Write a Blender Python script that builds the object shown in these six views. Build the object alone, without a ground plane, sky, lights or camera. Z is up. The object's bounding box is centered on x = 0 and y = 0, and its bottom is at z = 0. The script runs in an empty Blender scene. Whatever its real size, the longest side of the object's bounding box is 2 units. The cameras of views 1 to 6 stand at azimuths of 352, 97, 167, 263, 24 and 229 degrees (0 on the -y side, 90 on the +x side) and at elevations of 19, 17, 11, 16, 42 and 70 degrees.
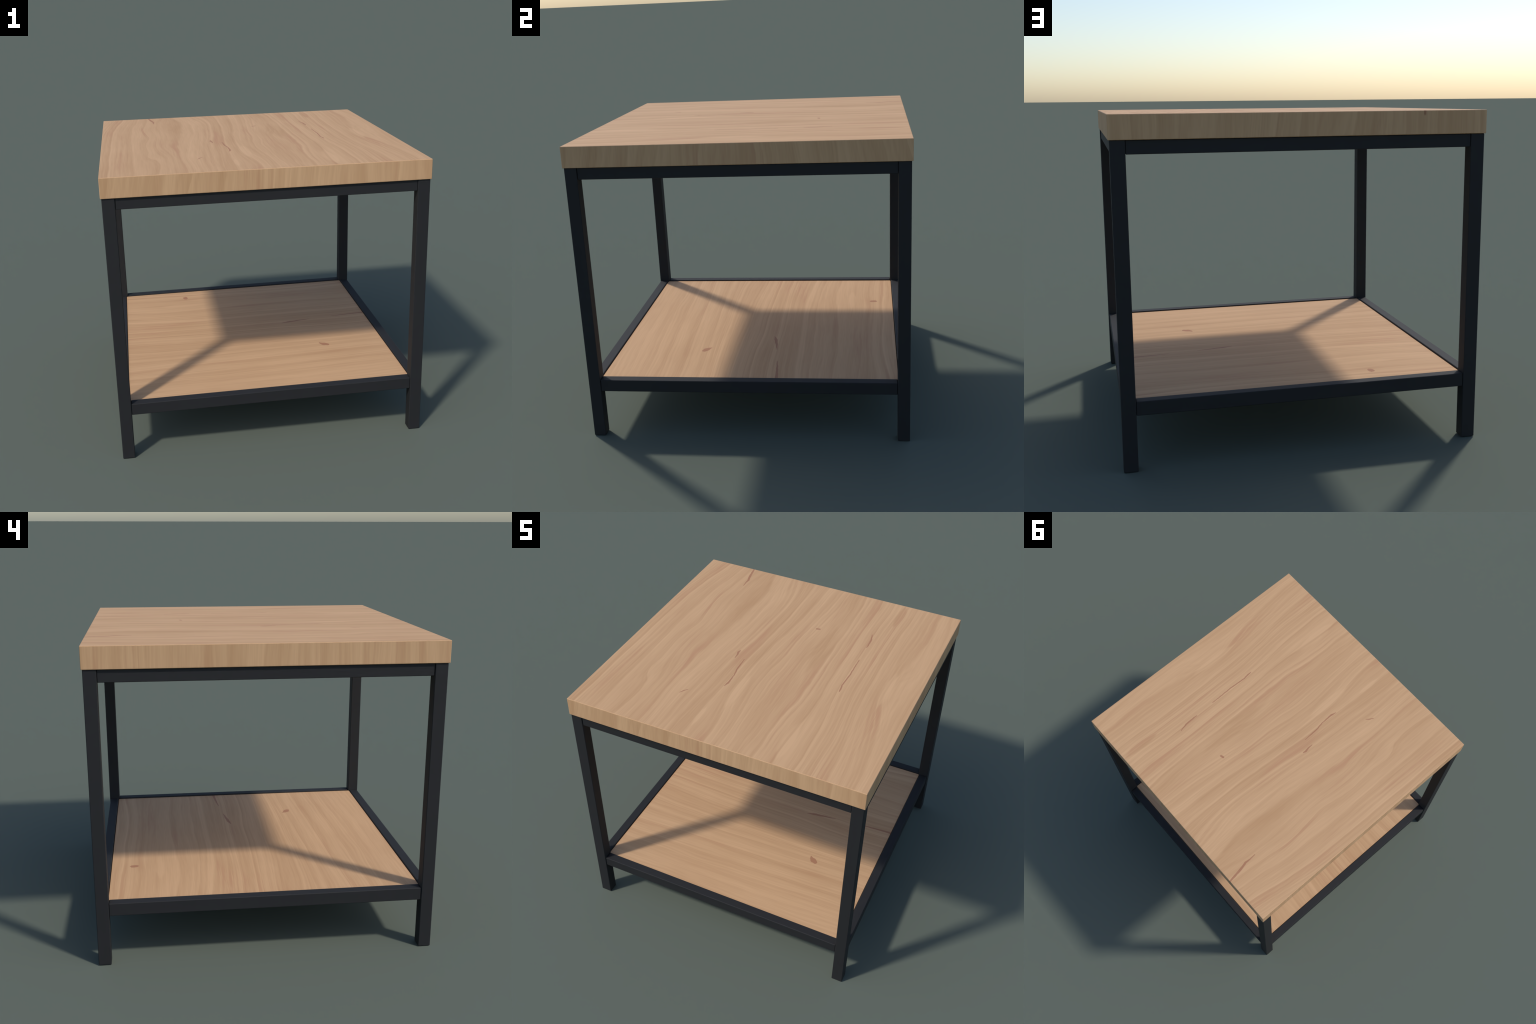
"""Square industrial side table: thick pale wooden top, black square-tube frame,
low framed shelf with an inset wooden panel.  Metres, z up."""
import bpy, bmesh, math

# ------------------------------------------------------------------ sizes
TOP_HALF, TOP_LOW, TOP_HIGH = 1.000, 1.7290, 1.8545      # table top slab
LEG_OUT_X, LEG_OUT_Y = 0.9933, 0.9925                    # outer faces of the legs
LEG_WX, LEG_WY = 0.0768, 0.0735                          # leg tube, across x and y
RAIL_X = (0.9270, 0.9870)                                # rails along y: inner and outer face
RAIL_Y = (0.9275, 0.9870)                                # rails along x: inner and outer face
APRON_LOW = 1.6575                                       # underside of the upper rails
SHELF_LOW, SHELF_HIGH = 0.3068, 0.3832                   # shelf rails
PANEL_X, PANEL_Y, PANEL_LOW, PANEL_HIGH = 0.9235, 0.9240, 0.3330, 0.3750


# ------------------------------------------------------------------ node helpers
class Tree:
    def __init__(self, tree):
        self.t = tree

    def n(self, kind, **props):
        node = self.t.nodes.new(kind)
        for k, v in props.items():
            setattr(node, k, v)
        return node

    def put(self, sock, v):
        if isinstance(v, bpy.types.NodeSocket):
            self.t.links.new(v, sock)
        else:
            sock.default_value = v

    def m(self, op, a, b=None, c=None, clamp=False):
        node = self.n('ShaderNodeMath', operation=op, use_clamp=clamp)
        for i, v in enumerate((a, b, c)):
            if v is not None:
                self.put(node.inputs[i], v)
        return node.outputs[0]

    def vec(self, x, y, z=0.0):
        node = self.n('ShaderNodeCombineXYZ')
        for i, v in enumerate((x, y, z)):
            self.put(node.inputs[i], v)
        return node.outputs[0]

    def vm(self, op, a, b=None, s=None):
        node = self.n('ShaderNodeVectorMath', operation=op)
        self.put(node.inputs[0], a)
        if b is not None:
            self.put(node.inputs[1], b)
        if s is not None:
            self.put(node.inputs['Scale'], s)
        return node.outputs['Value'] if op in ('DOT_PRODUCT', 'LENGTH', 'DISTANCE') else node.outputs[0]

    def noise(self, vec, scale, detail=1.0, rough=0.5, dims='3D', w=None):
        node = self.n('ShaderNodeTexNoise', noise_dimensions=dims)
        if dims == '1D':
            self.put(node.inputs['W'], w)
        else:
            self.put(node.inputs['Vector'], vec)
        node.inputs['Scale'].default_value = scale
        node.inputs['Detail'].default_value = detail
        node.inputs['Roughness'].default_value = rough
        return node.outputs['Fac']

    def mix(self, fac, a, b):
        node = self.n('ShaderNodeMix', data_type='RGBA')
        self.put(node.inputs[0], fac)
        self.put(node.inputs[6], a)
        self.put(node.inputs[7], b)
        return node.outputs[2]

    def ramp(self, fac, stops):
        node = self.n('ShaderNodeValToRGB')
        el = node.color_ramp.elements
        while len(el) < len(stops):
            el.new(0.5)
        for e, (p, c) in zip(el, stops):
            e.position, e.color = p, c
        self.put(node.inputs[0], fac)
        return node.outputs[0]

    def smooth(self, v, lo, hi):
        node = self.n('ShaderNodeMapRange', interpolation_type='SMOOTHSTEP')
        for i, x in enumerate((v, lo, hi, 0.0, 1.0)):
            self.put(node.inputs[i], x)
        return node.outputs[0]


def srgb(r, g, b):
    f = lambda c: c / 12.92 if c <= 0.04045 else ((c + 0.055) / 1.055) ** 2.4
    return (f(r / 255), f(g / 255), f(b / 255), 1.0)


# wood tones (unlit)
WOOD_LIGHT = srgb(213, 172, 131)
WOOD_MID = srgb(202, 161, 121)
WOOD_DARK = srgb(190, 148, 108)
WOOD_RED = srgb(193, 145, 110)
WOOD_MARK = srgb(168, 116, 88)


def stroke_group():
    """Mask of a tapered pen stroke from A to B (a crack segment or a knot)."""
    g = bpy.data.node_groups.new("crack_stroke", 'ShaderNodeTree')
    for name, kind in (("P", 'NodeSocketVector'), ("A", 'NodeSocketVector'), ("B", 'NodeSocketVector'),
                       ("WA", 'NodeSocketFloat'), ("WB", 'NodeSocketFloat')):
        g.interface.new_socket(name, in_out='INPUT', socket_type=kind)
    g.interface.new_socket("Mask", in_out='OUTPUT', socket_type='NodeSocketFloat')
    t = Tree(g)
    i = t.n('NodeGroupInput').outputs
    ab = t.vm('SUBTRACT', i["B"], i["A"])
    ap = t.vm('SUBTRACT', i["P"], i["A"])
    h = t.m('DIVIDE', t.vm('DOT_PRODUCT', ap, ab), t.vm('DOT_PRODUCT', ab, ab), clamp=True)
    d = t.vm('LENGTH', t.vm('SUBTRACT', ap, t.vm('SCALE', ab, s=h)))
    w = t.m('ADD', t.m('MULTIPLY', i["WA"], t.m('SUBTRACT', 1.0, h)), t.m('MULTIPLY', i["WB"], h))
    mask = t.smooth(t.m('SUBTRACT', w, d), -0.0012, 0.0012)
    t.put(t.n('NodeGroupOutput').inputs[0], mask)
    return g


def grain_group():
    """Flat-sawn wood: irregular bands that follow the contours of a slowly
    wandering ring field.  U runs across the grain, V along it (metres)."""
    g = bpy.data.node_groups.new("wood_grain", 'ShaderNodeTree')
    for name in ("U", "V", "Seed", "Bump", "Wave", "Tint"):
        g.interface.new_socket(name, in_out='INPUT', socket_type='NodeSocketFloat')
    g.interface.new_socket("Color", in_out='OUTPUT', socket_type='NodeSocketColor')
    g.interface.new_socket("Height", in_out='OUTPUT', socket_type='NodeSocketFloat')
    t = Tree(g)
    i = t.n('NodeGroupInput').outputs
    u, v, seed = i["U"], i["V"], i["Seed"]

    def field(su, sv, dz):
        return t.vec(t.m('MULTIPLY', u, su), t.m('MULTIPLY', v, sv), t.m('ADD', seed, dz))

    big = t.m('SUBTRACT', t.noise(field(1.7, 0.42, 0.0), 1.0, 1.0, 0.45), 0.5)
    mid = t.m('SUBTRACT', t.noise(field(4.5, 1.5, 3.1), 1.0, 1.0, 0.5), 0.5)
    fine = t.m('SUBTRACT', t.noise(field(16.0, 5.5, 7.7), 1.0, 2.0, 0.5), 0.5)
    ring = t.m('MULTIPLY', u, 1.0)
    wander = 0.0
    for amount, src in ((0.58, big), (0.075, mid), (0.012, fine)):
        wander = t.m('ADD', wander, t.m('MULTIPLY', src, amount))
    ring = t.m('ADD', ring, t.m('MULTIPLY', wander, i["Wave"]))
    ring = t.m('ADD', ring, t.m('ADD', i["Bump"], t.m('MULTIPLY', seed, 1.37)))

    # growth bands: unevenly spaced, abrupt on one side and fading on the other
    pace = t.m('ADD', t.m('MULTIPLY', ring, 7.5),
               t.m('MULTIPLY', t.noise(None, 3.3, 2.0, 0.5, '1D', ring), 2.6))
    saw = t.m('FRACT', pace)
    saw = t.m('SUBTRACT', saw, t.smooth(saw, 0.93, 1.0))
    pace2 = t.m('ADD', t.m('MULTIPLY', ring, 17.0),
                t.m('MULTIPLY', t.noise(None, 5.1, 2.0, 0.5, '1D', ring), 3.0))
    saw2 = t.m('FRACT', pace2)
    saw2 = t.m('SUBTRACT', saw2, t.smooth(saw2, 0.90, 1.0))
    lines = t.noise(None, 60.0, 2.0, 0.6, '1D', ring)
    fibre = t.noise(field(150.0, 5.0, 11.3), 1.0, 2.0, 0.55)
    # long streaks that bend with the rings
    bend = t.m('ADD', u, t.m('MULTIPLY', t.m('ADD', big, t.m('MULTIPLY', mid, 0.2)), t.m('MULTIPLY', i["Wave"], 0.45)))
    streak = t.noise(t.vec(t.m('MULTIPLY', bend, 48.0), t.m('MULTIPLY', v, 1.5), t.m('ADD', seed, 15.0)), 1.0, 3.0, 0.6)
    cloud = t.noise(field(3.0, 1.6, 19.0), 1.0, 2.0, 0.5)

    tone = t.m('MULTIPLY', saw, 0.40)
    tone = t.m('ADD', tone, t.m('MULTIPLY', saw2, 0.18))
    tone = t.m('ADD', tone, t.m('MULTIPLY', t.m('SUBTRACT', lines, 0.5), 0.46))
    tone = t.m('ADD', tone, t.m('MULTIPLY', t.m('SUBTRACT', fibre, 0.5), 0.50))
    tone = t.m('ADD', tone, t.m('MULTIPLY', t.m('SUBTRACT', cloud, 0.5), 0.5))
    tone = t.m('ADD', tone, t.m('MULTIPLY', t.m('SUBTRACT', streak, 0.5), 0.70))
    tone = t.m('ADD', tone, t.m('ADD', i["Tint"], 0.14))
    col = t.ramp(tone, [(0.0, WOOD_LIGHT), (0.45, WOOD_MID), (0.95, WOOD_DARK)])
    blush = t.m('MULTIPLY', t.smooth(t.noise(field(7.0, 1.2, 29.0), 1.0, 1.0, 0.5), 0.50, 0.72),
                t.smooth(tone, 0.35, 0.75))
    col = t.mix(t.m('MULTIPLY', blush, 0.75), col, WOOD_RED)
    o = t.n('NodeGroupOutput').inputs
    t.put(o[0], col)
    t.put(o[1], t.m('ADD', t.m('MULTIPLY', fibre, 0.6), t.m('MULTIPLY', lines, 0.4)))
    return g


STROKE = stroke_group()
GRAIN = grain_group()


def use(t, group, **inputs):
    node = t.n('ShaderNodeGroup', node_tree=group)
    for k, v in inputs.items():
        t.put(node.inputs[k], v)
    return node.outputs


def wood_material(name, across, along, seed, wave, swirls, lenses, cracks):
    """swirls: (across, along, half width, half length, strength) bends in the ring field.
    lenses: the same numbers for spindle-shaped patches where one ring is cut flat.
    cracks: polylines [(x, y, half width), ...] on the upper face."""
    mat = bpy.data.materials.new(name)
    mat.use_nodes = True
    mat.node_tree.nodes.clear()
    t = Tree(mat.node_tree)
    pos = t.n('ShaderNodeTexCoord').outputs['Object']
    sep = t.n('ShaderNodeSeparateXYZ')
    t.put(sep.inputs[0], pos)
    ax = dict(x=sep.outputs[0], y=sep.outputs[1], z=sep.outputs[2])
    nrm = t.n('ShaderNodeSeparateXYZ')
    t.put(nrm.inputs[0], t.n('ShaderNodeNewGeometry').outputs['True Normal'])
    edge_x = t.m('GREATER_THAN', t.m('ABSOLUTE', nrm.outputs[0]), 0.6)
    edge_y = t.m('GREATER_THAN', t.m('ABSOLUTE', nrm.outputs[1]), 0.6)
    flat = t.m('SUBTRACT', 1.0, t.m('MAXIMUM', edge_x, edge_y))

    # edge banding is glued on with its grain upright: u runs round the edge, v is height
    def pick(face, on_x, on_y):
        return t.m('ADD', t.m('MULTIPLY', flat, face),
                   t.m('ADD', t.m('MULTIPLY', edge_x, on_x), t.m('MULTIPLY', edge_y, on_y)))
    side = t.m('ADD', t.m('MULTIPLY', edge_x, t.m('ADD', 2.3, nrm.outputs[0])),
               t.m('MULTIPLY', edge_y, t.m('ADD', 6.1, nrm.outputs[1])))
    u = pick(ax[across], t.m('MULTIPLY', ax['y'], 0.72), t.m('MULTIPLY', ax['x'], 0.72))
    v = pick(ax[along], ax['z'], ax['z'])

    bump = 0.0
    for cu, cv, hu, hv, k in swirls:
        du = t.m('DIVIDE', t.m('SUBTRACT', ax[across], cu), hu)
        dv = t.m('DIVIDE', t.m('SUBTRACT', ax[along], cv), hv)
        r2 = t.m('ADD', t.m('MULTIPLY', du, du), t.m('MULTIPLY', dv, dv))
        bump = t.m('ADD', bump, t.m('MULTIPLY', t.m('EXPONENT', t.m('MULTIPLY', r2, -1.0)), k))
    bump = t.m('MULTIPLY', bump, flat)
    ragged = t.noise(t.vec(t.m('MULTIPLY', ax[across], 14.0), t.m('MULTIPLY', ax[along], 5.0), seed), 1.0, 3.0, 0.55)
    tint = 0.0
    for cu, cv, hu, hv, k in lenses:
        du = t.m('ABSOLUTE', t.m('DIVIDE', t.m('SUBTRACT', ax[across], cu), hu))
        dv = t.m('DIVIDE', t.m('SUBTRACT', ax[along], cv), hv)
        r = t.m('ADD', t.m('ADD', du, t.m('MULTIPLY', dv, dv)), t.m('MULTIPLY', t.m('SUBTRACT', ragged, 0.5), 1.1))
        inside = t.m('SUBTRACT', 1.0, t.smooth(r, 0.45, 1.0))
        tint = t.m('ADD', tint, t.m('MULTIPLY', inside, k))
    tint = t.m('MULTIPLY', tint, flat)
    grain = use(t, GRAIN, U=u, V=v, Seed=t.m('ADD', side, seed), Bump=bump, Wave=wave, Tint=tint)

    # cracks and small knots
    wob = t.n('ShaderNodeTexNoise')
    t.put(wob.inputs['Vector'], pos)
    wob.inputs['Scale'].default_value = 26.0
    wob.inputs['Detail'].default_value = 3.0
    shift = t.vm('SCALE', t.vm('SUBTRACT', wob.outputs['Color'], (0.5, 0.5, 0.5)), s=0.009)
    flatpos = t.vm('MULTIPLY', t.vm('ADD', pos, shift), (1, 1, 0))
    mask = 0.0
    for line in cracks:
        for (x0, y0, w0), (x1, y1, w1) in zip(line, line[1:]):
            s = use(t, STROKE, P=flatpos, A=(x0, y0, 0), B=(x1, y1, 0), WA=w0, WB=w1)[0]
            mask = t.m('MAXIMUM', mask, s)
    near_top = t.smooth(ax['z'], -0.030, -0.018)           # cracks run a little way over the edge
    mask = t.m('MULTIPLY', t.m('MULTIPLY', mask, near_top), 0.82)
    col = t.mix(mask, grain[0], WOOD_MARK)

    bs = t.n('ShaderNodeBsdfPrincipled')
    t.put(bs.inputs['Base Color'], col)
    bs.inputs['Roughness'].default_value = 0.7
    bs.inputs['Specular IOR Level'].default_value = 0.2
    b = t.n('ShaderNodeBump')
    b.inputs['Strength'].default_value = 0.04
    b.inputs['Distance'].default_value = 0.002
    t.put(b.inputs['Height'], grain[1])
    t.put(bs.inputs['Normal'], b.outputs[0])
    t.put(t.n('ShaderNodeOutputMaterial').inputs[0], bs.outputs[0])
    return mat


def steel_material():
    mat = bpy.data.materials.new("black_powder_coated_steel")
    mat.use_nodes = True
    mat.node_tree.nodes.clear()
    t = Tree(mat.node_tree)
    pos = t.n('ShaderNodeTexCoord').outputs['Object']
    n = t.noise(pos, 6.0, 3.0, 0.6)
    grit = t.noise(pos, 420.0, 2.0, 0.5)
    col = t.mix(n, (0.0178, 0.0178, 0.0190, 1), (0.0212, 0.0208, 0.0222, 1))
    bs = t.n('ShaderNodeBsdfPrincipled')
    t.put(bs.inputs['Base Color'], col)
    bs.inputs['Roughness'].default_value = 0.72
    bs.inputs['Specular IOR Level'].default_value = 0.32
    b = t.n('ShaderNodeBump')
    b.inputs['Strength'].default_value = 0.03
    b.inputs['Distance'].default_value = 0.001
    t.put(b.inputs['Height'], grit)
    t.put(bs.inputs['Normal'], b.outputs[0])
    t.put(t.n('ShaderNodeOutputMaterial').inputs[0], bs.outputs[0])
    return mat


# cracks on the table top: (x, y, half width)
TOP_CRACKS = [
    [(0.512, 0.205, .0026), (0.516, 0.010, .0045), (0.509, -0.110, .0045), (0.516, -0.150, .0055), (0.518, -0.185, .002)],
    [(0.488, 0.535, .0026), (0.505, 0.469, .0055), (0.508, 0.403, .0050), (0.507, 0.365, .0026)],
    [(0.131, 0.436, .0075), (0.112, 0.431, .0070)],
    [(-0.184, -0.125, .0020), (-0.181, -0.224, .0050), (-0.166, -0.317, .0035), (-0.163, -0.411, .0065), (-0.171, -0.450, .0020)],
    [(-0.362, -0.584, .0026), (-0.381, -0.607, .0045), (-0.394, -0.633, .0026)],
    [(-0.253, -0.043, .0030), (-0.257, -0.065, .0075), (-0.250, -0.097, .0060), (-0.250, -0.136, .0020)],
    [(-0.646, 1.010, .0065), (-0.628, 0.892, .0085), (-0.613, 0.829, .0075), (-0.614, 0.786, .0045), (-0.611, 0.740, .0025)],
]
# loops of the ring figure on the top: (x, y, half width, half length, strength)
TOP_SWIRLS = [
    (0.42, -0.74, 0.090, 0.30, 0.03),
    (-0.07, -0.45, 0.090, 0.25, 0.03),
    (0.79, -0.03, 0.080, 0.32, 0.03),
    (0.23, 0.30, 0.090, 0.35, -0.03),
    (-0.69, -0.51, 0.050, 0.12, 0.015),
]
TOP_LENSES = [
    (0.42, -0.76, 0.045, 0.24, -0.26),
    (-0.07, -0.47, 0.050, 0.20, -0.20),
    (0.79, -0.03, 0.042, 0.24, -0.26),
    (-0.17, -0.80, 0.022, 0.13, -0.28),
    (0.59, 0.84, 0.038, 0.17, 0.32),
    (0.24, 0.22, 0.060, 0.36, 0.16),
    (-0.45, 0.55, 0.080, 0.45, 0.14),
]
SHELF_CRACKS = [
    [(0.506, -0.348, .016), (0.487, -0.338, .021), (0.468, -0.322, .011), (0.459, -0.308, .004)],
    [(-0.434, 0.757, .004), (-0.438, 0.774, .018), (-0.440, 0.790, .019), (-0.434, 0.808, .004)],
    [(0.257, 0.101, .002), (0.305, 0.113, .010), (0.378, 0.125, .008), (0.480, 0.138, .002)],
    [(0.662, 0.160, .002), (0.755, 0.168, .006), (0.840, 0.175, .008), (0.925, 0.180, .010)],
]
SHELF_SWIRLS = [(0.45, -0.35, 0.10, 0.40, 0.02)]
SHELF_LENSES = [(-0.45, 0.35, 0.05, 0.45, 0.14), (-0.10, -0.20, 0.06, 0.40, 0.14), (0.62, -0.45, 0.04, 0.25, -0.2)]

STEEL = steel_material()
WOOD_TOP = wood_material("pale_wood_top", 'x', 'y', 4.2, 1.0, TOP_SWIRLS, TOP_LENSES, TOP_CRACKS)
WOOD_SHELF = wood_material("pale_wood_shelf", 'y', 'x', 8.7, 0.60, SHELF_SWIRLS, SHELF_LENSES, SHELF_CRACKS)


# ------------------------------------------------------------------ geometry
def box_mesh(name, sx, sy, sz, bevel, mat, z_origin=0.5):
    """Box of full sizes sx, sy, sz with rounded edges.
    z_origin: 0 = origin at the bottom, 1 = at the top face."""
    me = bpy.data.meshes.new(name)
    bm = bmesh.new()
    bmesh.ops.create_cube(bm, size=1.0)
    for v in bm.verts:
        v.co.x *= sx
        v.co.y *= sy
        v.co.z = (v.co.z + 0.5 - z_origin) * sz
    bmesh.ops.bevel(bm, geom=bm.edges[:], offset=bevel, offset_type='OFFSET', segments=3,
                    profile=0.5, affect='EDGES', clamp_overlap=True)
    for f in bm.faces:
        f.smooth = True
    # flat faces keep straight normals
    bmesh.ops.recalc_face_normals(bm, faces=bm.faces[:])
    bm.to_mesh(me)
    bm.free()
    # weight vertex normals by the large faces so that the flats shade flat
    areas, normals = [0.0] * len(me.vertices), [None] * len(me.vertices)
    for p in me.polygons:
        for vi in p.vertices:
            if p.area > areas[vi]:
                areas[vi], normals[vi] = p.area, p.normal.copy()
    me.normals_split_custom_set_from_vertices(normals)
    me.materials.append(mat)
    return me


table = bpy.data.objects.new("side_table", None)
bpy.context.collection.objects.link(table)
table["label"] = "square side table, pale wood top and shelf, black steel frame"
table["category"] = "side table"


def part(name, mesh, loc, rot=0.0, parent=table):
    o = bpy.data.objects.new(name, mesh)
    bpy.context.collection.objects.link(o)
    o.parent = parent
    o.location = loc
    o.rotation_euler = (0, 0, rot)
    return o


part("tabletop", box_mesh("tabletop", 2 * TOP_HALF, 2 * TOP_HALF, TOP_HIGH - TOP_LOW, 0.0035, WOOD_TOP, 1.0),
     (0, 0, TOP_HIGH))

leg_mesh = box_mesh("leg", LEG_WX, LEG_WY, TOP_LOW - 0.0005, 0.0040, STEEL, 0.0)
lx, ly = LEG_OUT_X - LEG_WX / 2, LEG_OUT_Y - LEG_WY / 2
for sx, sy in ((-1, -1), (1, -1), (1, 1), (-1, 1)):
    part("leg", leg_mesh, (sx * lx, sy * ly, 0))


def rail_pair(name, low, high):
    """Two rails along x and two along y; their rounded ends stop 1 mm short of the legs."""
    along_x = box_mesh(name, 2 * (LEG_OUT_X - LEG_WX) - 0.002, RAIL_Y[1] - RAIL_Y[0], high - low, 0.0038, STEEL, 0.0)
    along_y = box_mesh(name, RAIL_X[1] - RAIL_X[0], 2 * (LEG_OUT_Y - LEG_WY) - 0.002, high - low, 0.0038, STEEL, 0.0)
    for s in (-1, 1):
        part(name, along_x, (0, s * sum(RAIL_Y) / 2, low))
        part(name, along_y, (s * sum(RAIL_X) / 2, 0, low))


rail_pair("apron_rail", APRON_LOW, TOP_LOW - 0.001)
rail_pair("shelf_rail", SHELF_LOW, SHELF_HIGH)

# shelf panel lies a few millimetres below the top of its rails, a hair of gap all round
part("shelf_panel", box_mesh("shelf_panel", 2 * PANEL_X, 2 * PANEL_Y, PANEL_HIGH - PANEL_LOW, 0.002, WOOD_SHELF, 1.0),
     (0, 0, PANEL_HIGH))
